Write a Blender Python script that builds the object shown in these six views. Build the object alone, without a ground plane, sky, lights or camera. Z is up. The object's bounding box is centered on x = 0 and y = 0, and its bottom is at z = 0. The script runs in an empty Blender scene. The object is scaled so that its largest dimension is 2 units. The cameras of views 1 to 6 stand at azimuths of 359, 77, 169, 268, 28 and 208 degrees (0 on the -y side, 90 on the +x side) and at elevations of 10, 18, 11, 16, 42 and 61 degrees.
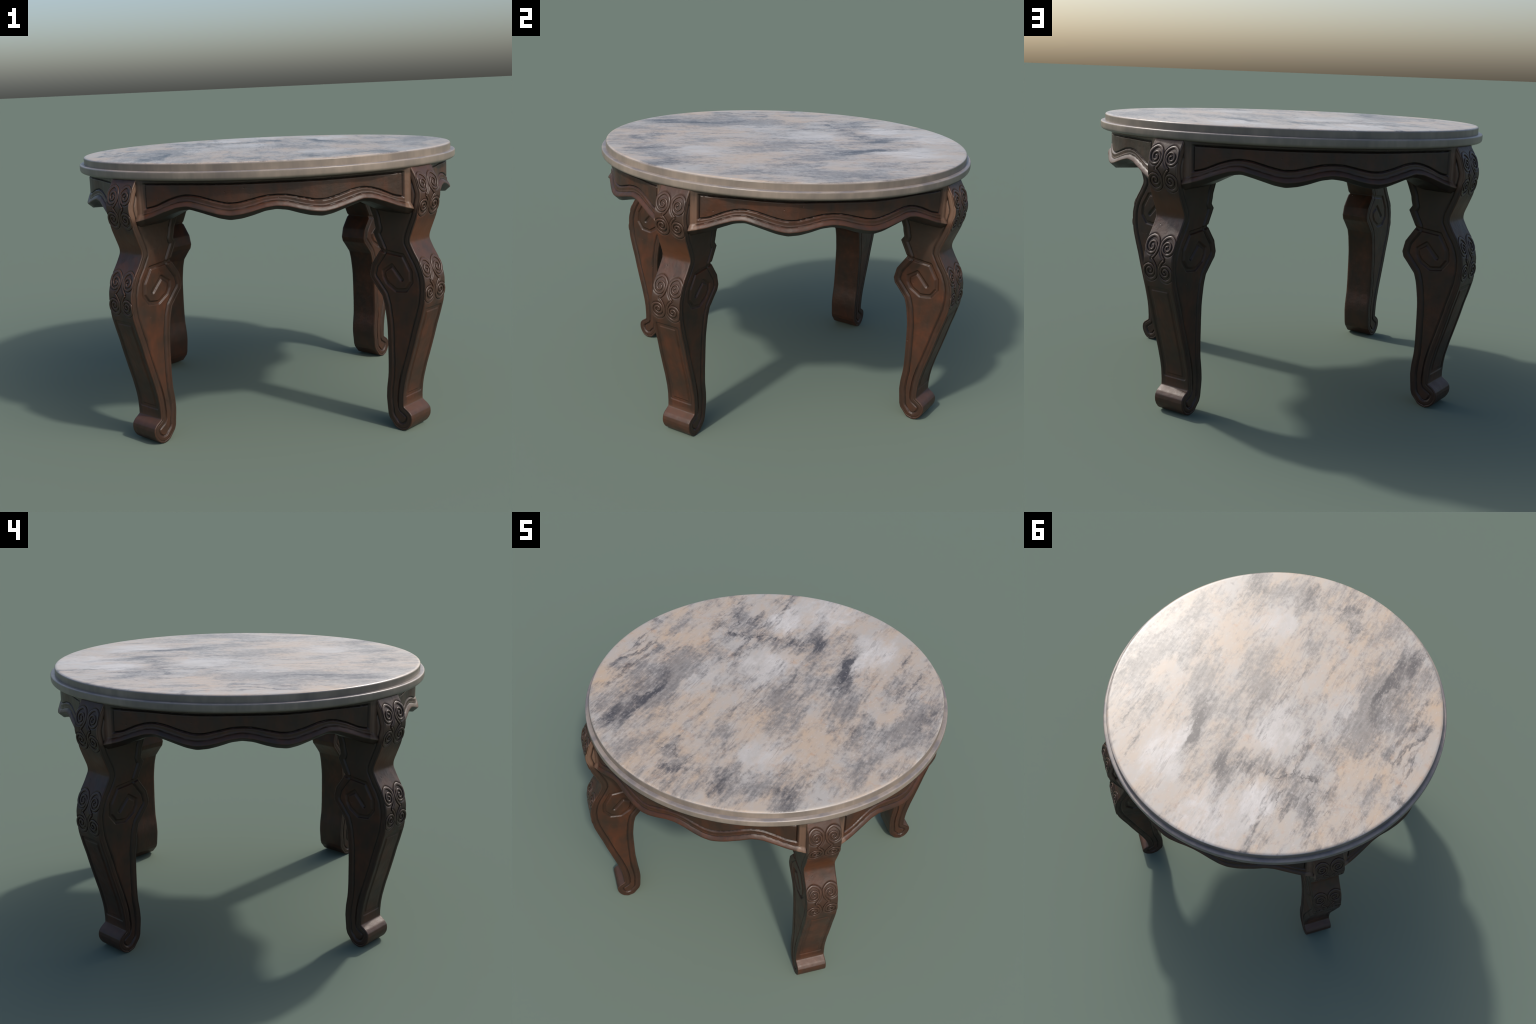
"""Round marble-topped side table: four carved cabriole legs with scroll feet,
four bow-fronted wavy aprons and a stepped marble top."""
import bpy
import math
import numpy as np
from mathutils import Vector

RNG = np.random.default_rng(7)

# ------------------------------------------------------------------ helpers


def smooth01(x):
    x = np.clip(x, 0.0, 1.0)
    return x * x * (3.0 - 2.0 * x)


def channel(d, half, depth, soft=0.0035):
    """Carved channel: depth inside |d| < half with soft walls."""
    return -depth * smooth01((half + soft * 0.5 - d) / soft)


def seg_distance(px, py, pts):
    """Distance of many points to an open polyline."""
    best = np.full(np.shape(px), 1e9)
    for (ax, ay), (bx, by) in zip(pts[:-1], pts[1:]):
        dx, dy = bx - ax, by - ay
        L = dx * dx + dy * dy + 1e-12
        t = np.clip(((px - ax) * dx + (py - ay) * dy) / L, 0, 1)
        best = np.minimum(best, np.hypot(px - ax - t * dx, py - ay - t * dy))
    return best


def soften(x, y, sigma, n=41, span=3.0):
    """Piecewise linear curve rounded with a small gaussian."""
    offs = np.linspace(-span, span, n)
    w = np.exp(-0.5 * offs ** 2)
    w /= w.sum()

    def f(q):
        q = np.asarray(q, float)
        out = np.zeros_like(q)
        for o, k in zip(offs, w):
            qq = q + o * sigma
            # linear extension beyond both ends
            v = np.interp(qq, x, y)
            s0 = (y[1] - y[0]) / (x[1] - x[0])
            s1 = (y[-1] - y[-2]) / (x[-1] - x[-2])
            v = np.where(qq < x[0], y[0] + (qq - x[0]) * s0, v)
            v = np.where(qq > x[-1], y[-1] + (qq - x[-1]) * s1, v)
            out += k * v
        return out
    return f


def make_mesh(name, verts, faces, smooth=True):
    me = bpy.data.meshes.new(name)
    me.from_pydata([tuple(map(float, v)) for v in verts], [], [tuple(map(int, f)) for f in faces])
    me.update()
    if smooth:
        me.polygons.foreach_set("use_smooth", [True] * len(me.polygons))
    return me


def add_object(name, mesh, parent=None, loc=(0, 0, 0), rot=0.0):
    ob = bpy.data.objects.new(name, mesh)
    bpy.context.scene.collection.objects.link(ob)
    ob.location = loc
    ob.rotation_euler = (0, 0, rot)
    if parent is not None:
        ob.parent = parent
    return ob


def grid_faces(rows, cols, closed_cols=True):
    """Quads of a rows x cols grid, columns optionally wrapping."""
    c = cols if closed_cols else cols - 1
    i, j = np.meshgrid(np.arange(rows - 1), np.arange(c), indexing="ij")
    a = i * cols + j
    b = i * cols + (j + 1) % cols
    return np.stack([a, b, b + cols, a + cols], -1).reshape(-1, 4)


# ------------------------------------------------------------------ node helpers


class Nodes:
    def __init__(self, name):
        self.mat = bpy.data.materials.new(name)
        self.mat.use_nodes = True
        self.t = self.mat.node_tree
        self.t.nodes.clear()
        self.out = self.t.nodes.new("ShaderNodeOutputMaterial")
        self.bsdf = self.t.nodes.new("ShaderNodeBsdfPrincipled")
        self.t.links.new(self.bsdf.outputs[0], self.out.inputs[0])

    def new(self, kind, **props):
        n = self.t.nodes.new(kind)
        for k, v in props.items():
            setattr(n, k, v)
        return n

    def link(self, a, b):
        self.t.links.new(a, b)

    def put(self, sock, v):
        if hasattr(v, "links"):
            self.link(v, sock)
        else:
            sock.default_value = v

    def math(self, op, a, b=0.0, c=None, clamp=False):
        n = self.new("ShaderNodeMath", operation=op, use_clamp=clamp)
        self.put(n.inputs[0], a)
        self.put(n.inputs[1], b)
        if c is not None:
            self.put(n.inputs[2], c)
        return n.outputs[0]

    def ramp(self, fac, stops, interp="LINEAR"):
        n = self.new("ShaderNodeValToRGB")
        r = n.color_ramp
        r.interpolation = interp
        while len(r.elements) < len(stops):
            r.elements.new(0.5)
        for e, (p, c) in zip(r.elements, stops):
            e.position = p
            e.color = (*c, 1.0) if len(c) == 3 else c
        self.put(n.inputs[0], fac)
        return n.outputs[0]

    def step(self, v, lo, hi):
        n = self.new("ShaderNodeMapRange", interpolation_type="SMOOTHSTEP")
        self.put(n.inputs["Value"], v)
        n.inputs["From Min"].default_value = lo
        n.inputs["From Max"].default_value = hi
        return n.outputs["Result"]

    def mix(self, fac, a, b, blend="MIX"):
        n = self.new("ShaderNodeMix", data_type="RGBA", blend_type=blend)
        self.put(n.inputs[0], fac)
        for s, v in ((n.inputs[6], a), (n.inputs[7], b)):
            self.put(s, (*v, 1.0) if isinstance(v, tuple) and len(v) == 3 else v)
        return n.outputs[2]

    def coords(self):
        return self.new("ShaderNodeTexCoord").outputs["Object"]

    def mapping(self, vec, loc=(0, 0, 0), rot=(0, 0, 0), scale=(1, 1, 1), kind="POINT"):
        n = self.new("ShaderNodeMapping", vector_type=kind)
        self.link(vec, n.inputs[0])
        n.inputs["Location"].default_value = loc
        n.inputs["Rotation"].default_value = rot
        n.inputs["Scale"].default_value = scale
        return n.outputs[0]

    def noise(self, vec, scale, detail=5.0, rough=0.55, distort=0.0, color=False):
        n = self.new("ShaderNodeTexNoise")
        self.link(vec, n.inputs["Vector"])
        n.inputs["Scale"].default_value = scale
        n.inputs["Detail"].default_value = detail
        n.inputs["Roughness"].default_value = rough
        n.inputs["Distortion"].default_value = distort
        return n.outputs["Color" if color else "Fac"]

    def xyz(self, vec):
        n = self.new("ShaderNodeSeparateXYZ")
        self.link(vec, n.inputs[0])
        return n.outputs

    def bump(self, height, strength, distance, normal=None):
        n = self.new("ShaderNodeBump")
        n.inputs["Strength"].default_value = strength
        n.inputs["Distance"].default_value = distance
        self.link(height, n.inputs["Height"])
        if normal is not None:
            self.link(normal, n.inputs["Normal"])
        return n.outputs[0]


# ------------------------------------------------------------------ wood


def wood_material(name, kind):
    N = Nodes(name)
    co = N.coords()
    x, y, z = N.xyz(co)
    patch = N.noise(co, 7.0, 6, 0.6, 0.5)
    smear = N.noise(N.mapping(co, scale=(14, 14, 5)), 1.6, 5, 0.6, 0.3)
    v = N.math("ADD", N.math("MULTIPLY", patch, 0.62), N.math("MULTIPLY", smear, 0.38))
    col = N.ramp(v, [(0.35, (0.026, 0.0152, 0.0095)), (0.46, (0.041, 0.0178, 0.0092)),
                     (0.56, (0.059, 0.0205, 0.0090)), (0.68, (0.090, 0.0280, 0.0110))])
    grain = N.noise(N.mapping(co, scale=(60, 60, 9) if kind != "apron" else (12, 60, 60)), 1.5, 4, 0.6)
    col = N.mix(N.math("MULTIPLY", N.step(grain, 0.45, 0.75), 0.28), col, (0.03, 0.017, 0.012))
    # pale and dark places set by position
    if kind in ("leg", "border"):
        geo0 = N.new("ShaderNodeNewGeometry")
        vt = N.new("ShaderNodeVectorTransform", vector_type="NORMAL", convert_from="WORLD", convert_to="OBJECT")
        N.link(geo0.outputs["Normal"], vt.inputs[0])
        side = N.step(N.math("ABSOLUTE", N.xyz(vt.outputs[0])[1]), 0.60, 0.80)
        front = N.math("MULTIPLY", N.math("SUBTRACT", 1.0, side), N.step(N.xyz(vt.outputs[0])[0], 0.0, 0.1))
        # flanks next to the apron ends, pale; apron's cast shadow painted dark below it
        flank = N.math("MULTIPLY", side, N.step(z, 1.095, 1.14))
        col = N.mix(N.math("MULTIPLY", flank, 0.58), col, (0.19, 0.116, 0.080))
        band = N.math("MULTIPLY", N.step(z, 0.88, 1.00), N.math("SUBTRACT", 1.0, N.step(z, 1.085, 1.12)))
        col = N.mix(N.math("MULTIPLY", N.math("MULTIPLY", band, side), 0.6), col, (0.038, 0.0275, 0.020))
        waist = N.math("MULTIPLY", N.step(z, 0.935, 0.985), N.math("SUBTRACT", 1.0, N.step(z, 1.0, 1.07)))
        col = N.mix(N.math("MULTIPLY", N.math("MULTIPLY", waist, front), 0.6), col, (0.105, 0.037, 0.014))
        foot = N.math("MULTIPLY", N.math("MULTIPLY", N.step(z, 0.088, 0.108), N.math("SUBTRACT", 1.0, N.step(z, 0.124, 0.15))), front)  # sun catching the foot roll, tinted tan into the wood
        col = N.mix(N.math("MULTIPLY", foot, 0.30), col, (0.14, 0.075, 0.047))
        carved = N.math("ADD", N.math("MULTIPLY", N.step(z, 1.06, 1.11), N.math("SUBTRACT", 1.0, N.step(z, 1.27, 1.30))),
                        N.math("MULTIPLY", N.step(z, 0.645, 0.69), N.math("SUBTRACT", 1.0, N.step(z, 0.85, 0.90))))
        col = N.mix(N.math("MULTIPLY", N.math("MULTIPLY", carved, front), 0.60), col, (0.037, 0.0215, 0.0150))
        low = N.math("SUBTRACT", 1.0, N.step(z, 0.10, 0.42))
        col = N.mix(N.math("MULTIPLY", low, 0.25), col, (0.040, 0.0195, 0.0125))
    if kind == "apron":
        ends = N.step(N.math("ABSOLUTE", x), 0.602, 0.614)
        col = N.mix(N.math("MULTIPLY", ends, 0.55), col, (0.20, 0.122, 0.083))
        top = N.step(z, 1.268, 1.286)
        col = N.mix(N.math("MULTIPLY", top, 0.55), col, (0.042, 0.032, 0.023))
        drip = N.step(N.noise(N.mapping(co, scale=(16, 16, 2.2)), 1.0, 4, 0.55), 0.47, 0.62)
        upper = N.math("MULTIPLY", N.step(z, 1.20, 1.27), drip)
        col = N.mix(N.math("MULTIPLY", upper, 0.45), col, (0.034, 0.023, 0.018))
    if kind == "scroll":
        col = N.mix(0.60, col, (0.042, 0.0245, 0.0170))
    if kind == "border":
        col = N.mix(0.42, col, (0.022, 0.0125, 0.0085))
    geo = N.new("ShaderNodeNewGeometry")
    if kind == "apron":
        beneath = N.step(N.math("MULTIPLY", N.xyz(geo.outputs["Normal"])[2], -1.0), 0.10, 0.55)  # unlit underside of the lip, darkened in the base colour
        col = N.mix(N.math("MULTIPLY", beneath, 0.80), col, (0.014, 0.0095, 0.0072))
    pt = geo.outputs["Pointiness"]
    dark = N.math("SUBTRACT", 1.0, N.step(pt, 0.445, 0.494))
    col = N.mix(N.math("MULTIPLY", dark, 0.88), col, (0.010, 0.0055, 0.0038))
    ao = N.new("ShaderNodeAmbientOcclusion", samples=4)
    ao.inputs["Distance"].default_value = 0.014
    baked_crevice_shade = N.math("SUBTRACT", 1.0, N.step(ao.outputs["AO"], 0.30, 0.88))
    col = N.mix(N.math("MULTIPLY", baked_crevice_shade, 0.80), col, (0.011, 0.0062, 0.0042))
    pale_edges = N.math("MULTIPLY", N.step(pt, 0.512, 0.58), N.step(N.noise(co, 22, 4), 0.32, 0.62))
    col = N.mix(N.math("MULTIPLY", pale_edges, 0.24), col, (0.125, 0.066, 0.042))
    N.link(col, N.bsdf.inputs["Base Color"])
    lo, hi = (0.33, 0.44) if kind == "scroll" else (0.38, 0.52)
    rough = N.ramp(N.noise(co, 9, 5, 0.6), [(0.3, (lo,) * 3), (0.7, (hi,) * 3)])
    N.link(rough, N.bsdf.inputs["Roughness"])
    N.bsdf.inputs["Specular IOR Level"].default_value = 0.42
    # fine relief: soft grain, shallow dings and a few worm holes
    ding = N.noise(co, 26, 4, 0.5)
    vor = N.new("ShaderNodeTexVoronoi", feature="F1")
    N.link(N.mapping(co, scale=(1, 1, 1)), vor.inputs["Vector"])
    vor.inputs["Scale"].default_value = 17.0
    pits = N.math("MULTIPLY", N.step(vor.outputs["Distance"], 0.02, 0.075), 1.0)
    b = N.bump(ding, 0.34, 0.006)
    b = N.bump(grain, 0.10, 0.003, b)
    b = N.bump(pits, 0.42, 0.003, b)
    N.link(b, N.bsdf.inputs["Normal"])
    return N.mat


# ------------------------------------------------------------------ marble


def marble_material():
    N = Nodes("veined_marble")
    co = N.coords()
    # cloudy offset so that placed veins get torn, streaky borders
    wob = N.new("ShaderNodeVectorMath", operation="SUBTRACT")
    N.link(N.noise(N.mapping(co, scale=(3.2, 1.5, 1)), 1.7, 5, 0.62, color=True), wob.inputs[0])
    wob.inputs[1].default_value = (0.5, 0.5, 0.5)
    wob2 = N.new("ShaderNodeVectorMath", operation="SUBTRACT")
    N.link(N.noise(N.mapping(co, rot=(0, 0, 0.12), scale=(30, 5.5, 1)), 1.0, 4, 0.65, color=True), wob2.inputs[0])
    wob2.inputs[1].default_value = (0.5, 0.5, 0.5)
    sc = N.new("ShaderNodeVectorMath", operation="MULTIPLY_ADD")
    N.link(wob.outputs[0], sc.inputs[0])
    sc.inputs[1].default_value = (0.34, 0.38, 0)
    N.link(co, sc.inputs[2])
    sc2 = N.new("ShaderNodeVectorMath", operation="MULTIPLY_ADD")
    N.link(wob2.outputs[0], sc2.inputs[0])
    sc2.inputs[1].default_value = (0.07, 0.19, 0)
    N.link(sc.outputs[0], sc2.inputs[2])
    p = sc2.outputs[0]

    def blobs(items, vec):
        total = None
        for cx, cy, along, across, turn, power in items:
            m = N.mapping(vec, loc=(cx, cy, 1.38), rot=(0, 0, turn), scale=(across, along, 50.0), kind="TEXTURE")
            g = N.new("ShaderNodeTexGradient", gradient_type="SPHERICAL")
            N.link(m, g.inputs[0])
            e = N.math("MULTIPLY", N.step(g.outputs["Fac"], 0.0, 0.75), power)
            total = e if total is None else N.math("ADD", total, e)
        return total

    # cx, cy, half length along the bed (y), half width, turn, strength
    grey = blobs([
        (0.33, 0.30, 0.30, 0.13, 0.30, 0.60), (0.05, 0.50, 0.26, 0.11, 0.25, 0.45),
        (0.38, 0.13, 0.24, 0.19, 0.4, 0.50), (0.10, 0.07, 0.32, 0.30, 0.0, 0.50),
        (-0.22, 0.41, 0.12, 0.34, 0.15, 0.42), (-0.42, 0.52, 0.24, 0.20, 0.1, 0.40),
        (-0.56, -0.30, 0.52, 0.19, -0.03, 0.72), (-0.76, -0.15, 0.34, 0.11, -0.08, 0.40),
        (-0.635, -0.68, 0.24, 0.09, -0.12, 0.40), (0.22, -0.76, 0.19, 0.22, 0.3, 0.45),
        (0.51, -0.72, 0.22, 0.20, 0.2, 0.48), (0.54, -0.13, 0.36, 0.24, 0.2, 0.40),
        (0.86, 0.10, 0.30, 0.15, 0.0, 0.45), (0.21, -0.25, 0.30, 0.18, 0.2, 0.42),
        (-0.16, -0.70, 0.20, 0.12, 0.5, 0.35), (-0.46, 0.06, 0.40, 0.18, 0.1, 0.34),
        (0.62, 0.40, 0.36, 0.10, 0.1, 0.34), (0.72, -0.42, 0.26, 0.16, 0.2, 0.40),
        (-0.72, 0.30, 0.24, 0.09, 0.0, 0.34), (-0.28, 0.86, 0.22, 0.10, 0.0, 0.34),
        (-0.05, -0.36, 0.30, 0.11, 0.1, 0.34), (-0.78, -0.56, 0.16, 0.16, 0.0, 0.35)], p)
    dark = blobs([
        (0.27, 0.49, 0.13, 0.075, 0.0, 0.9), (0.31, 0.37, 0.20, 0.065, 0.35, 1.15), (0.38, 0.20, 0.19, 0.10, 0.2, 0.95),
        (0.05, 0.52, 0.20, 0.060, 0.25, 1.0), (-0.08, 0.48, 0.06, 0.14, 0.25, 0.8), (-0.24, 0.42, 0.05, 0.15, 0.3, 0.8),
        (-0.42, 0.34, 0.05, 0.13, 0.3, 0.8), (-0.39, 0.57, 0.17, 0.040, 0.1, 1.0), (-0.51, 0.55, 0.07, 0.05, -0.6, 0.9),
        (-0.56, 0.41, 0.15, 0.08, 0.0, 0.75), (-0.27, 0.84, 0.22, 0.03, 0.0, 0.7), (-0.56, 0.68, 0.14, 0.03, 0.0, 0.6),
        (-0.555, -0.46, 0.32, 0.055, -0.1, 1.05), (-0.54, -0.24, 0.24, 0.055, 0.0, 0.8), (-0.60, -0.06, 0.24, 0.05, 0.0, 0.6),
        (-0.75, -0.20, 0.30, 0.032, -0.06, 1.1), (-0.815, -0.08, 0.30, 0.020, -0.05, 0.9), (-0.86, -0.02, 0.24, 0.018, -0.05, 0.7),
        (-0.635, -0.66, 0.24, 0.040, -0.1, 0.9), (0.51, -0.72, 0.12, 0.09, 0.2, 0.7), (0.16, -0.78, 0.13, 0.08, 0.3, 0.7),
        (0.54, -0.15, 0.20, 0.06, 0.2, 0.6), (0.90, 0.13, 0.18, 0.06, 0.0, 0.7), (-0.13, -0.79, 0.035, 0.10, 0.5, 1.0),
        (-0.20, -0.62, 0.05, 0.07, 0.2, 0.7), (0.10, 0.08, 0.18, 0.12, 0.0, 0.45), (-0.30, 0.20, 0.18, 0.03, 0.2, 0.7),
        (-0.05, -0.30, 0.20, 0.03, 0.1, 0.55), (0.68, 0.42, 0.30, 0.022, 0.1, 0.6), (0.60, 0.55, 0.24, 0.018, 0.1, 0.5)], p)
    white = blobs([
        (0.0, 0.88, 0.30, 0.26, 0, 0.8), (0.37, 0.60, 0.28, 0.19, 0.1, 0.9),
        (-0.22, 0.63, 0.20, 0.17, 0, 0.9), (-0.10, 0.16, 0.26, 0.22, 0, 0.75),
        (0.27, -0.50, 0.22, 0.20, 0, 0.5), (-0.36, -0.10, 0.30, 0.16, 0, 0.4)], p)
    peach = blobs([
        (-0.74, -0.39, 0.34, 0.22, 0, 0.8), (-0.26, -0.50, 0.45, 0.36, 0, 0.9),
        (0.48, -0.50, 0.30, 0.20, 0, 0.6), (0.63, 0.58, 0.24, 0.18, 0, 0.7),
        (0.02, -0.78, 0.26, 0.22, 0, 0.7), (-0.62, 0.12, 0.30, 0.18, 0, 0.5),
        (0.05, -0.10, 0.22, 0.18, 0, 0.4)], p)
    cloud = N.noise(N.mapping(co, rot=(0, 0, 0.12), scale=(4.4, 2.1, 1)), 1.0, 9, 0.66, 0.5)
    cloud2 = N.noise(N.mapping(co, rot=(0, 0, 0.16), scale=(13, 5.0, 1), loc=(4, 1, 0)), 1.0, 7, 0.66, 0.4)
    fine = N.noise(N.mapping(co, rot=(0, 0, 0.12), scale=(58, 9, 1)), 1.0, 5, 0.65, 0.2)
    speck = N.noise(co, 40, 5, 0.72)
    # ground colour: cool white to peach
    warm = N.noise(N.mapping(co, scale=(4.2, 2.6, 1), loc=(3, 1, 0)), 1.0, 8, 0.66, 0.4)
    warm2 = N.noise(N.mapping(co, scale=(17, 9, 1), loc=(1, 6, 0)), 1.0, 5, 0.6, 0.3)
    w = N.math("ADD", N.math("MULTIPLY", peach, 0.40), N.math("MULTIPLY_ADD", warm, 2.2, -0.80))
    w = N.math("ADD", w, N.math("MULTIPLY_ADD", warm2, 1.3, -0.65))
    w = N.math("SUBTRACT", w, N.math("MULTIPLY", white, 0.40), clamp=True)
    white = N.math("MULTIPLY", white, N.math("MULTIPLY_ADD", cloud2, 4.2, -1.35, clamp=True))
    white = N.math("MULTIPLY", white, N.math("MULTIPLY_ADD", speck, 1.6, 0.15))
    white = N.math("MINIMUM", white, 1.0)
    cool = N.mix(white, (0.390, 0.362, 0.330), (0.565, 0.535, 0.505))
    col = N.mix(w, cool, (0.455, 0.333, 0.226))
    rust = N.math("MULTIPLY", N.step(N.noise(co, 17, 4, 0.62), 0.57, 0.72), N.math("MULTIPLY_ADD", w, 0.50, 0.14))
    col = N.mix(rust, col, (0.40, 0.235, 0.132))
    # grey bedding
    g = N.math("ADD", N.math("MULTIPLY", grey, 0.88), N.math("MULTIPLY_ADD", cloud, 2.3, -1.09))
    g = N.math("ADD", g, N.math("MULTIPLY_ADD", cloud2, 2.0, -1.0))
    g = N.math("SUBTRACT", g, N.math("MULTIPLY", white, 0.30))
    g = N.math("ADD", g, N.math("MULTIPLY_ADD", fine, 1.0, -0.5))
    g = N.math("ADD", g, N.math("MULTIPLY_ADD", speck, 1.0, -0.5))
    gm = N.step(g, -0.12, 0.70)
    streaky = N.step(N.math("ADD", N.math("MULTIPLY", fine, 0.6), N.math("MULTIPLY", speck, 0.4)), 0.36, 0.64)
    col = N.mix(N.math("MULTIPLY", gm, 0.84), col, N.mix(streaky, (0.245, 0.228, 0.212), (0.140, 0.131, 0.124)))
    d = N.math("ADD", N.math("MULTIPLY", dark, 0.92), N.math("MULTIPLY_ADD", fine, 1.0, -0.50))
    d = N.math("ADD", d, N.math("MULTIPLY_ADD", cloud2, 2.4, -1.20))
    d = N.math("ADD", d, N.math("MULTIPLY_ADD", speck, 1.0, -0.50))
    dk = N.step(d, 0.10, 1.40)
    col = N.mix(N.math("MULTIPLY", dk, 0.92), col, (0.054, 0.050, 0.052))
    # long hairlines running with the bed
    vein = N.noise(N.mapping(co, rot=(0, 0, 0.12), scale=(9.0, 1.1, 1), loc=(0.4, 0.2, 0)), 1.0, 5, 0.6, 0.2)
    hair = N.math("SUBTRACT", 1.0, N.step(N.math("ABSOLUTE", N.math("SUBTRACT", vein, 0.5)), 0.0, 0.022))
    hair = N.math("MULTIPLY", hair, N.step(N.noise(co, 2.6, 4), 0.50, 0.60))
    col = N.mix(N.math("MULTIPLY", hair, 0.40), col, (0.13, 0.112, 0.105))
    # torn, branching cracks gathered in a few places
    vor = N.new("ShaderNodeTexVoronoi", feature="DISTANCE_TO_EDGE")
    warp = N.new("ShaderNodeVectorMath", operation="MULTIPLY_ADD")
    N.link(N.noise(co, 7.0, 5, 0.65, color=True), warp.inputs[0])
    warp.inputs[1].default_value = (0.16, 0.16, 0.0)
    N.link(co, warp.inputs[2])
    N.link(N.mapping(warp.outputs[0], rot=(0, 0, 0.3), scale=(1.25, 0.75, 0.0)), vor.inputs["Vector"])
    vor.inputs["Scale"].default_value = 5.5
    crack = N.math("SUBTRACT", 1.0, N.step(vor.outputs["Distance"], 0.004, 0.030))
    where = blobs([(-0.44, 0.50, 0.26, 0.28, 0, 1.0), (-0.13, -0.76, 0.20, 0.24, 0, 0.9), (0.64, 0.66, 0.22, 0.14, 0, 0.9),
                   (-0.22, 0.40, 0.14, 0.36, 0.2, 0.8), (0.30, 0.34, 0.28, 0.14, 0.3, 0.6), (0.55, -0.62, 0.3, 0.3, 0, 0.5),
                   (-0.60, -0.30, 0.4, 0.2, 0, 0.45)], co)
    crack = N.math("MULTIPLY", N.math("MULTIPLY", crack, where), N.step(N.noise(co, 9.0, 4), 0.42, 0.60))
    col = N.mix(N.math("MULTIPLY", crack, 0.85), col, (0.075, 0.066, 0.062))
    spots = N.step(N.noise(N.mapping(co, loc=(5, 2, 0)), 60, 3, 0.6), 0.67, 0.74)
    col = N.mix(N.math("MULTIPLY", spots, 0.45), col, (0.15, 0.13, 0.125))
    pale = N.step(N.noise(N.mapping(co, loc=(1, 7, 0), scale=(1.6, 0.8, 1)), 42, 4, 0.65), 0.56, 0.72)
    col = N.mix(N.math("MULTIPLY", pale, 0.40), col, (0.52, 0.485, 0.462))
    N.link(col, N.bsdf.inputs["Base Color"])
    r = N.ramp(speck, [(0.3, (0.29,) * 3), (0.7, (0.37,) * 3)])
    N.link(r, N.bsdf.inputs["Roughness"])
    N.bsdf.inputs["Specular IOR Level"].default_value = 0.62
    b = N.bump(fine, 0.05, 0.002)
    N.link(b, N.bsdf.inputs["Normal"])
    return N.mat


def edge_material():
    """Side of the slab and moulding: taupe stone, faintly streaked downwards."""
    N = Nodes("taupe_stone_edge")
    co = N.coords()
    streak = N.noise(N.mapping(co, scale=(13, 13, 2.5)), 1.0, 5, 0.6, 0.2)
    blot = N.noise(co, 5.5, 5, 0.6)
    col = N.ramp(N.math("ADD", N.math("MULTIPLY", streak, 0.55), N.math("MULTIPLY", blot, 0.45)),
                 [(0.36, (0.142, 0.120, 0.104)), (0.52, (0.196, 0.162, 0.133)), (0.66, (0.258, 0.210, 0.172))])
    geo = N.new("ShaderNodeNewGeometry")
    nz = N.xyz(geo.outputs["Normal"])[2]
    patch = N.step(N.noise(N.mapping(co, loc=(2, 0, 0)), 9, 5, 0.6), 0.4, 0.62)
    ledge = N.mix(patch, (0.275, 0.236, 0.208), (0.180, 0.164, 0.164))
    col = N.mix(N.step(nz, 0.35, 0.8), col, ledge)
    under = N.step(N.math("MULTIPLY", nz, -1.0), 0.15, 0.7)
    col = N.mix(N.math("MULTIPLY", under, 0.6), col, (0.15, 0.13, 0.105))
    N.link(col, N.bsdf.inputs["Base Color"])
    N.bsdf.inputs["Roughness"].default_value = 0.36
    b = N.bump(N.noise(N.mapping(co, scale=(30, 30, 12)), 1.0, 4), 0.10, 0.003)
    N.link(b, N.bsdf.inputs["Normal"])
    return N.mat


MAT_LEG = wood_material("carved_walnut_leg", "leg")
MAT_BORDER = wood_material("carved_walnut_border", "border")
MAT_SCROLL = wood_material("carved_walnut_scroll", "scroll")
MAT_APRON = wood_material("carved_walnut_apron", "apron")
MAT_MARBLE = marble_material()
MAT_EDGE = edge_material()

# ------------------------------------------------------------------ the table

table = bpy.data.objects.new("marble_top_table", None)
bpy.context.scene.collection.objects.link(table)
table["label"] = "round marble-topped table with carved dark wooden cabriole legs"
table["category"] = "side table"

# ------------------------------------------------------------------ marble slab and moulding (lathed)


def lathe(name, profile, segments=192, closed=False):
    """profile: list of (radius, z) from the upper axis outwards and down."""
    ang = np.linspace(0, 2 * math.pi, segments, endpoint=False)
    verts, faces = [], []
    prof = list(profile)
    for r, z in prof:
        for a in ang:
            verts.append((r * math.cos(a), r * math.sin(a), z))
    for i in range(len(prof) - 1 if not closed else len(prof)):
        k = (i + 1) % len(prof)
        for j in range(segments):
            j2 = (j + 1) % segments
            faces.append((i * segments + j, k * segments + j, k * segments + j2, i * segments + j2))
    return verts, faces


def round_corner(cx, cz, r, a0, a1, n=6):
    return [(cx + r * math.cos(a), cz + r * math.sin(a)) for a in np.linspace(a0, a1, n)]


H = math.pi / 2
SLAB_R, SLAB_TOP, LEDGE, RIM_BOTTOM = 0.977, 1.3825, 1.3445, 1.308
prof = [(0.0005, SLAB_TOP), (0.30, SLAB_TOP), (0.60, SLAB_TOP), (0.85, SLAB_TOP), (0.955, SLAB_TOP)]
prof += [(SLAB_R - 0.016 * (1 - math.cos(a)) , SLAB_TOP - 0.009 * (1 - math.sin(a))) for a in np.linspace(H, 0.0, 9)]
n_top = len(prof) - 3
prof += [(SLAB_R, 1.372), (SLAB_R, 1.36), (SLAB_R, 1.335), (0.90, 1.330), (0.0005, 1.330)]
v, f = lathe("tabletop", prof)
me = make_mesh("tabletop", v, f)
me.materials.append(MAT_MARBLE)
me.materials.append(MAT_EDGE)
for i, poly in enumerate(me.polygons):
    poly.material_index = 0 if i // 192 < n_top - 1 else 1
tabletop = add_object("tabletop", me, table)

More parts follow.
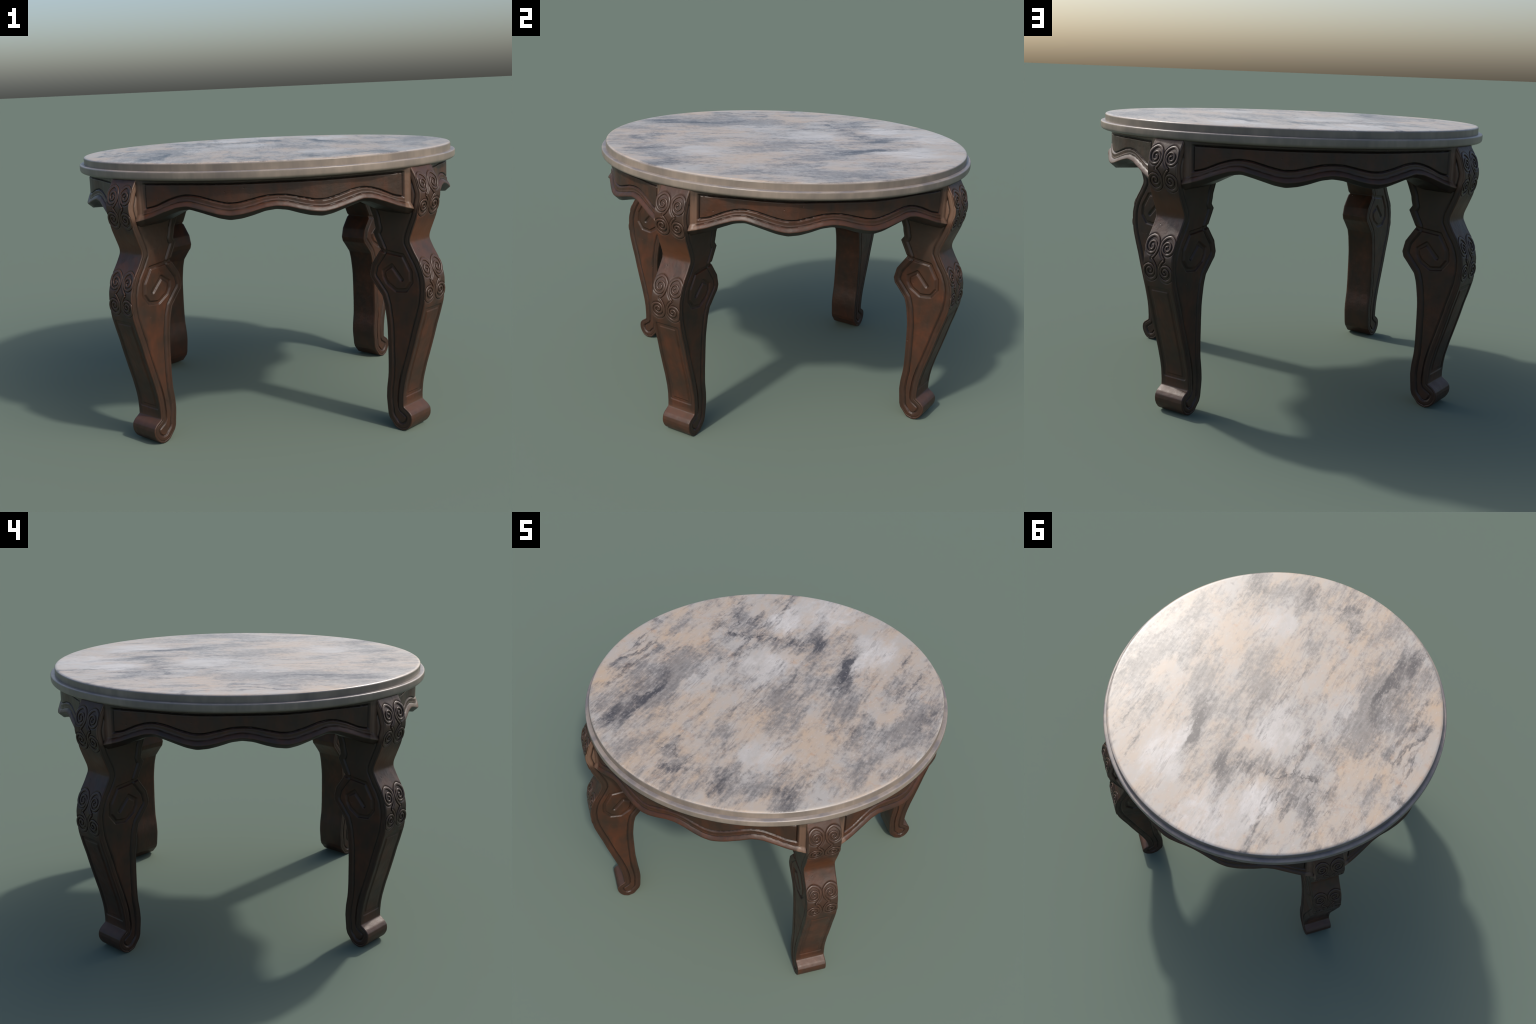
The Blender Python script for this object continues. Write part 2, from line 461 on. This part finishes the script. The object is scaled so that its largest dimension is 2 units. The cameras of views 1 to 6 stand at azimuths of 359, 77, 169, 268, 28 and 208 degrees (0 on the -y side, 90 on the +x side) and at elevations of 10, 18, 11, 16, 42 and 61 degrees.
prof = [(0.965, LEDGE), (0.9785, LEDGE)] + [(0.984, LEDGE + 0.0003)]
prof += round_corner(1.0 - 0.007, LEDGE - 0.007, 0.007, H, 0.0, 7)
prof += [(1.0, 1.330)] + round_corner(1.0 - 0.016, RIM_BOTTOM + 0.010, 0.016, 0.0, -H, 8)
prof += [(0.966, RIM_BOTTOM - 0.0062), (0.90, RIM_BOTTOM - 0.0065), (0.60, RIM_BOTTOM - 0.0065), (0.0005, RIM_BOTTOM - 0.0065)]
v, f = lathe("moulding", prof)
me = make_mesh("edge_moulding", v, f)
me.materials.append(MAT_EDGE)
moulding = add_object("edge_moulding", me, tabletop)

# ------------------------------------------------------------------ legs
# Profile of one leg in (radius, z): outer face and inner face.
OUTER = [(0.922, 0.0), (0.940, 0.006), (0.953, 0.017), (0.964, 0.032), (0.972, 0.050), (0.974, 0.068), (0.971, 0.086), (0.958, 0.102),
         (0.927, 0.122), (0.927, 0.150), (0.931, 0.200), (0.938, 0.240), (0.956, 0.310), (0.976, 0.375),
         (1.000, 0.456), (1.018, 0.523), (1.036, 0.580), (1.054, 0.645), (1.062, 0.705), (1.061, 0.765),
         (1.050, 0.812), (1.030, 0.858), (1.001, 0.903), (0.977, 0.948), (0.980, 0.972), (1.001, 1.023),
         (1.018, 1.065), (1.031, 1.112), (1.041, 1.160), (1.041, 1.187), (1.021, 1.252), (0.990, 1.302), (0.988, 1.306)]
INNER = [(0.905, 0.0), (0.890, 0.003), (0.875, 0.010), (0.840, 0.050), (0.832, 0.072), (0.824, 0.155), (0.827, 0.205),
         (0.837, 0.270), (0.839, 0.340), (0.838, 0.460), (0.836, 0.535), (0.823, 0.625), (0.809, 0.670),
         (0.764, 0.725), (0.746, 0.745), (0.738, 0.772), (0.751, 0.826), (0.803, 0.899), (0.761, 0.981), (0.777, 1.003),
         (0.770, 1.030), (0.767, 1.050), (0.745, 1.105), (0.700, 1.200), (0.680, 1.306)]
HALF = 0.085
oz = np.array([p[1] for p in OUTER]); orad = np.array([p[0] for p in OUTER])
iz = np.array([p[1] for p in INNER]); irad = np.array([p[0] for p in INNER])


def blended(x, y, crisp, soft, zones):
    """Crisp rounding everywhere, softer rounding inside the given z ranges."""
    fa, fb = soften(x, y, crisp), soften(x, y, soft)

    def f(q):
        q = np.asarray(q, float)
        k = np.zeros_like(q)
        for lo, hi, ramp in zones:
            k = np.maximum(k, smooth01((q - lo) / ramp) * smooth01((hi - q) / ramp))
        return fa(q) * (1 - k) + fb(q) * k
    return f


outer_at = blended(oz, orad, 0.0022, 0.0080, [(0.15, 1.27, 0.04)])
inner_at = blended(iz, irad, 0.0016, 0.0140, [(0.06, 0.66, 0.06)])
# octagonal spiral channel carved on both flanks (radius, z), winding out to the waist
FLANK_SPIRAL = [(0.926, 0.762), (0.868, 0.826), (0.822, 0.795), (0.825, 0.766), (0.841, 0.738), (0.893, 0.705),
                (0.950, 0.712), (0.981, 0.755), (0.977, 0.808), (0.934, 0.880), (0.827, 0.892), (0.806, 0.899)]


def scroll_path(zc, zt, flip, side):
    """One volute in (t, z): a tail by the middle, over the top, spiralling in."""
    s = 1.0 if side > 0 else -1.0
    turn = 2.30 * 2 * math.pi
    th = np.linspace(0, turn, 130)
    ang = math.radians(176) - th
    q = np.degrees(th)
    # wide first half turn under the brow, then an even, tight coil
    r = np.interp(q, [0, 50, 90, 140, 185, 270, 360, 450, 540, 630, 720, 830],
                  [0.0375, 0.0440, 0.0480, 0.0430, 0.0365, 0.0310, 0.0255, 0.0222, 0.0182, 0.0140, 0.0098, 0.0040])
    squash = 0.90 if flip else 1.0
    x = r * np.cos(ang) * 0.98
    y = r * np.sin(ang) * squash
    # the tail leaves the outer turn and swings back under the volute
    tail_end_y = -(zc - zt) if not flip else -(zt - zc)
    u = np.linspace(0, 1, 26)[:-1]
    p0 = np.array([-0.008, tail_end_y]); p3 = np.array([x[0], y[0]])
    p1 = p0 + np.array([-0.017, 0.012]); p2 = p3 + np.array([-0.001, -0.020])
    b = ((1 - u) ** 3)[:, None] * p0 + (3 * u * (1 - u) ** 2)[:, None] * p1 + (3 * u * u * (1 - u))[:, None] * p2 + (u ** 3)[:, None] * p3
    px = np.concatenate([b[:, 0], x]); py = np.concatenate([b[:, 1], y])
    rad = np.concatenate([np.linspace(0.0046, 0.0070, len(b)), np.interp(th, [0, 2.2, 4.5, turn], [0.0070, 0.0080, 0.0058, 0.0046])])
    if flip:
        py = -py
    return s * (0.0445 + px), zc + py, rad


CLUSTERS = [(1.226, 1.1755, False), (1.120, 1.1705, True), (0.8205, 0.7680, False), (0.7090, 0.7630, True)]
PATHS = [scroll_path(zc, zt, fl, sd) for zc, zt, fl in CLUSTERS for sd in (1, -1)]


def outer_relief(t, z):
    """Carving on the outer face (metres along the normal)."""
    a, z0, z1 = 0.0575, 0.178, 0.622
    qx, qz = np.abs(t) - a, np.abs(z - (z0 + z1) / 2) - (z1 - z0) / 2
    box = np.hypot(np.maximum(qx, 0), np.maximum(qz, 0)) + np.minimum(np.maximum(qx, qz), 0)
    h = channel(np.abs(box), 0.0095, 0.0038, 0.0045)
    near = np.full(t.shape, 1e9)
    for px, pz, _ in PATHS:
        m = (z > pz.min() - 0.02) & (z < pz.max() + 0.02)
        if m.any():
            pts = list(zip(px[::2], pz[::2]))
            near[m] = np.minimum(near[m], seg_distance(t[m], z[m], pts))
    moat = smooth01((0.0115 - near) / 0.0045)
    for zc, _, fl in CLUSTERS:
        k = 0.90 if fl else 1.0
        e = np.hypot((np.abs(t) - 0.0445) / 0.036, (z - zc) / (0.042 * k))
        moat = np.maximum(moat, smooth01((1.0 - e) / 0.12))
    h += -0.0032 * moat
    return h


def flank_relief(rho, z, d):
    """Carving on a flank (metres inwards are negative); d = distance to the outline."""
    h = channel(np.abs(d - 0.0345), 0.0042, 0.0062, 0.005)
    h += channel(np.abs(d - 0.0105), 0.0014, 0.0026, 0.0045)
    h += -0.0020 * smooth01((d - 0.034) / 0.004)
    sp = seg_distance(rho, z, FLANK_SPIRAL)
    return np.maximum(h + channel(sp, 0.0088, 0.0070, 0.0045), -0.0100)


def build_leg_mesh():
    top = 1.304
    zs = np.concatenate([np.linspace(0, 0.135, 70, endpoint=False), np.linspace(0.135, top, 400)])
    ro, ri = outer_at(zs), inner_at(zs)
    ro[0], ri[0] = 0.922, 0.905
    n_out, n_side, n_in = 61, 80, 21
    # outward normal of the outer face in the (rho, z) plane
    dro = np.gradient(ro, zs)
    ln = np.hypot(1.0, dro)
    n_r, n_z = 1 / ln, -dro / ln
    dri = np.gradient(ri, zs)
    outline = [tuple(p) for p in OUTER] + []
    inner_line = [tuple(p) for p in INNER]
    e_off = lambda e: 0.0042 * (1 - np.clip(e / 0.0042, 0, 1)) ** 2 * 0.42
    t_out = np.linspace(-HALF, HALF, n_out)
    rows = []
    for k, z in enumerate(zs):
        width = ro[k] - ri[k]
        step = min(0.0038, width / 34.0)
        near = np.arange(0, 13) * step
        mid = np.linspace(near[-1], width - near[-1], n_side - 24)
        off = np.concatenate([near[:-1], mid, width - near[::-1][1:]])
        rows.append(ro[k] - off)
    side_r = np.array(rows)                     # rows x n_side+? positions from outer to inner
    n_s = side_r.shape[1]
    side_z = np.repeat(zs[:, None], n_s, 1)
    d = np.minimum(seg_distance(side_r, side_z, outline), seg_distance(side_r, side_z, inner_line))
    hs = flank_relief(side_r, side_z, d)
    side_t = HALF + hs - e_off(d)
    T = np.repeat(t_out[None, :], len(zs), 0)
    Z = np.repeat(zs[:, None], n_out, 1)
    ho = outer_relief(T, Z) - e_off(HALF - np.abs(T))
    out_r = ro[:, None] + ho * n_r[:, None]
    out_z = np.maximum(Z + ho * n_z[:, None], 0.0)
    # corners shared by flank and outer face
    t_in = np.linspace(HALF, -HALF, n_in)
    Tin = np.repeat(t_in[None, :], len(zs), 0)
    in_r = np.repeat(ri[:, None], n_in, 1) + e_off(HALF - np.abs(Tin))
    blocks_r, blocks_t, blocks_z = [], [], []
    T2 = T.copy()
    T2[:, 0], T2[:, -1] = -side_t[:, 0], side_t[:, 0]
    side_rr = side_r.copy()
    blocks_r += [out_r, side_rr[:, 1:-1], in_r, side_rr[:, 1:-1][:, ::-1]]
    Tin2 = Tin.copy()
    Tin2[:, 0], Tin2[:, -1] = side_t[:, -1], -side_t[:, -1]
    blocks_t += [T2, side_t[:, 1:-1], Tin2, -side_t[:, 1:-1][:, ::-1]]
    blocks_z += [out_z, side_z[:, 1:-1], np.repeat(zs[:, None], n_in, 1), side_z[:, 1:-1]]
    R, TT, ZZ = (np.concatenate(b, 1) for b in (blocks_r, blocks_t, blocks_z))
    cols = R.shape[1]
    verts = np.stack([R, TT, ZZ], -1).reshape(-1, 3)
    faces = [tuple(q) for q in grid_faces(len(zs), cols)]
    faces.append(tuple(range(cols))[::-1])
    faces.append(tuple(range((len(zs) - 1) * cols, len(zs) * cols)))
    me = make_mesh("leg", verts, faces)
    me.polygons[len(me.polygons) - 1].use_smooth = False
    me.polygons[len(me.polygons) - 2].use_smooth = False
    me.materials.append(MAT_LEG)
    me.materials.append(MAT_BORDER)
    # frame strips of the flanks and of the long front panel get a darker wood colour
    frame = np.concatenate([(np.abs(T) > 0.0575) & (Z > 0.13) & (Z < 0.64), d[:, 1:-1] < 0.0345,
                            np.zeros(in_r.shape, bool), d[:, 1:-1][:, ::-1] < 0.0345], 1)
    low_zone = (zs < 1.09)[:, None]
    frame = (frame & low_zone)[:-1]
    idx = np.zeros(len(me.polygons), dtype=np.int32)
    idx[:frame.size] = frame.reshape(-1).astype(np.int32)
    me.polygons.foreach_set("material_index", idx)
    return me


def build_scroll_mesh(path):
    """Half-round ridge swept along a volute lying on the outer face of the leg."""
    px, pz, rad = path
    n = len(px)
    zz = pz
    rho = outer_at(zz)
    eps = 1e-3
    slope = (outer_at(zz + eps) - outer_at(zz - eps)) / (2 * eps)
    ln = np.hypot(1, slope)
    P = np.stack([rho, px, zz], -1)
    Nn = np.stack([1 / ln, np.zeros(n), -slope / ln], -1)
    Tg = np.gradient(P, axis=0)
    Tg /= np.linalg.norm(Tg, axis=1)[:, None]
    S = np.cross(Nn, Tg)
    S /= np.linalg.norm(S, axis=1)[:, None]
    m = 9
    a = np.linspace(math.radians(-25), math.radians(205), m)
    verts = []
    for i in range(n):
        r = rad[i]
        lift = 0.0036
        for q in a:
            off = S[i] * (r * math.cos(q)) + Nn[i] * (lift * math.sin(q) - 0.0019)
            c = P[i] + off
            # keep the carving on the face of the leg
            c[1] = max(-HALF + 0.0005, min(HALF - 0.0005, c[1]))
            verts.append(c)
    faces = []
    for i in range(n - 1):
        for j in range(m - 1):
            faces.append((i * m + j, i * m + j + 1, (i + 1) * m + j + 1, (i + 1) * m + j))
        faces.append((i * m + m - 1, i * m, (i + 1) * m, (i + 1) * m + m - 1))
    faces.append(tuple(range(m))[::-1])
    faces.append(tuple(range((n - 1) * m, n * m)))
    me = make_mesh("scroll", verts, faces)
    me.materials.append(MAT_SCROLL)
    return me


leg_mesh = build_leg_mesh()
scroll_meshes = [build_scroll_mesh(p) for p in PATHS]
for k in range(4):
    leg = add_object("leg", leg_mesh, table, rot=math.radians(45 + 90 * k))
    for sm in scroll_meshes:
        add_object("scroll", sm, leg)

# ------------------------------------------------------------------ aprons
# plan of the bowed wall (x, distance in front of the axis) and its wavy lower edges
PLAN = [(0.0, 0.9455), (0.10, 0.9460), (0.16, 0.9440), (0.20, 0.9380), (0.24, 0.9270), (0.28, 0.9150), (0.345, 0.8890),
        (0.40, 0.8605), (0.445, 0.8400), (0.49, 0.8235), (0.55, 0.7990), (0.60, 0.7765), (0.635, 0.7570)]
LOWER = [(0.0, 1.179), (0.05, 1.1735), (0.11, 1.157), (0.155, 1.147), (0.21, 1.141), (0.257, 1.148), (0.35, 1.173),
         (0.398, 1.184), (0.444, 1.178), (0.50, 1.158), (0.565, 1.131), (0.632, 1.110)]
GROOVE = [(0.0, 1.2260), (0.05, 1.2230), (0.10, 1.2120), (0.165, 1.1975), (0.22, 1.1935), (0.28, 1.2070), (0.35, 1.2275),
          (0.402, 1.2330), (0.445, 1.2260), (0.49, 1.2110), (0.55, 1.1820), (0.60, 1.1690)]


def mirrored(pts):
    xs = [-p[0] for p in pts[:0:-1]] + [p[0] for p in pts]
    ys = [p[1] for p in pts[:0:-1]] + [p[1] for p in pts]
    return np.array(xs), np.array(ys)


plan_at = soften(*mirrored(PLAN), 0.008)
lower_at = soften(*mirrored(LOWER), 0.008)
gx, gz = mirrored(GROOVE)
groove_at = soften(gx, gz, 0.008)
# length along the bowed wall stands in for x when distances are measured
APRON_TOP, TOP_GROOVE, END = 1.3045, 1.2845, 0.600


def build_apron_mesh():
    xs = np.linspace(-0.646, 0.646, 300)
    yw = plan_at(xs)
    f = lower_at(xs)
    base = np.stack([xs, -yw], -1)
    rad = base / np.linalg.norm(base, axis=1)[:, None]
    n_front = 70
    q = np.linspace(0, 1, n_front)
    Zf = f[:, None] + (APRON_TOP - f)[:, None] * q[None, :]
    X = np.repeat(xs[:, None], n_front, 1)
    zz = Zf - f[:, None]
    # flared lip at the bottom
    d = 0.0165 * smooth01((0.034 - zz) / 0.034) ** 0.9
    d = d - 0.0012 * (1 - np.clip(zz / 0.003, 0, 1)) ** 2
    # main channel: wavy below, straight on top, upright at both ends
    gpts = [(x, float(groove_at(np.array([x]))[0])) for x in np.linspace(-END, END, 120)]
    loop = gpts + [(END, TOP_GROOVE), (-END, TOP_GROOVE), gpts[0]]
    stretch = 1.0
    dist = seg_distance(X * stretch, Zf, loop)
    h = channel(dist, 0.0036, 0.0060, 0.005)
    # sunk panel inside the channel
    inside = (np.abs(X) < END) & (Zf < TOP_GROOVE) & (Zf > groove_at(xs)[:, None])
    h += np.where(inside, -0.0030, 0.0)
    # thin bead line above the flared lip, turning up beside the ends
    line = [(x, float(lower_at(np.array([x]))[0]) + 0.0235) for x in np.linspace(-0.612, 0.612, 120)]
    dl = seg_distance(X, Zf, line)
    h += channel(dl, 0.0018, 0.0030, 0.004)
    dv = np.where(Zf > lower_at(np.array([0.612]))[0] + 0.0235, np.abs(np.abs(X) - 0.617), 1.0)
    h += channel(dv, 0.0012, 0.0018, 0.004)
    # raised end posts and a slightly proud top band
    h += 0.0022 * smooth01((np.abs(X) - 0.6205) / 0.003)
    off = d + h
    PX = base[:, None, 0] + rad[:, None, 0] * off
    PY = base[:, None, 1] + rad[:, None, 1] * off
    front = np.stack([PX, PY, Zf], -1)
    # lip underside: chamfer, flat soffit, inner wall
    drop = 0.0170 + (1.18 - f) * 0.12
    def ring(offset, z):
        return np.stack([base[:, 0] + rad[:, 0] * offset, base[:, 1] + rad[:, 1] * offset, z], -1)[:, None, :]
    under = [ring(-0.155, np.full(len(xs), APRON_TOP)), ring(-0.155, f - drop * 0.9 + 0.004), ring(-0.150, f - drop),
             ring(-0.08, f - drop), ring(-0.013, f - drop), ring(-0.0085, f - drop * 0.98), ring(-0.001, f - drop * 0.66),
             ring(0.0075, f - drop * 0.33), ring(0.0130, f - drop * 0.10)]
    grid = np.concatenate(under + [front], 1)
    n_rows, cols = grid.shape[0], grid.shape[1]
    faces = [tuple(t)[::-1] for t in grid_faces(n_rows, cols)]
    faces.append(tuple(range(cols)))
    faces.append(tuple(range((n_rows - 1) * cols, n_rows * cols))[::-1])
    me = make_mesh("apron", grid.reshape(-1, 3), faces)
    for p in list(me.polygons)[-2:]:
        p.use_smooth = False
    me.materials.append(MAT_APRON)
    # keep the underside and the inner top crisp
    me.set_sharp_from_angle(angle=math.radians(50))
    return me


apron_mesh = build_apron_mesh()
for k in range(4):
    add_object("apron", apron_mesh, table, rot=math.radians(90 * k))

# outward normals everywhere
import bmesh
for me in {leg_mesh, apron_mesh, *scroll_meshes, tabletop.data, moulding.data}:
    bm = bmesh.new()
    bm.from_mesh(me)
    bmesh.ops.recalc_face_normals(bm, faces=bm.faces)
    bm.to_mesh(me)
    bm.free()
for me in (tabletop.data, moulding.data):
    me.set_sharp_from_angle(angle=math.radians(40))
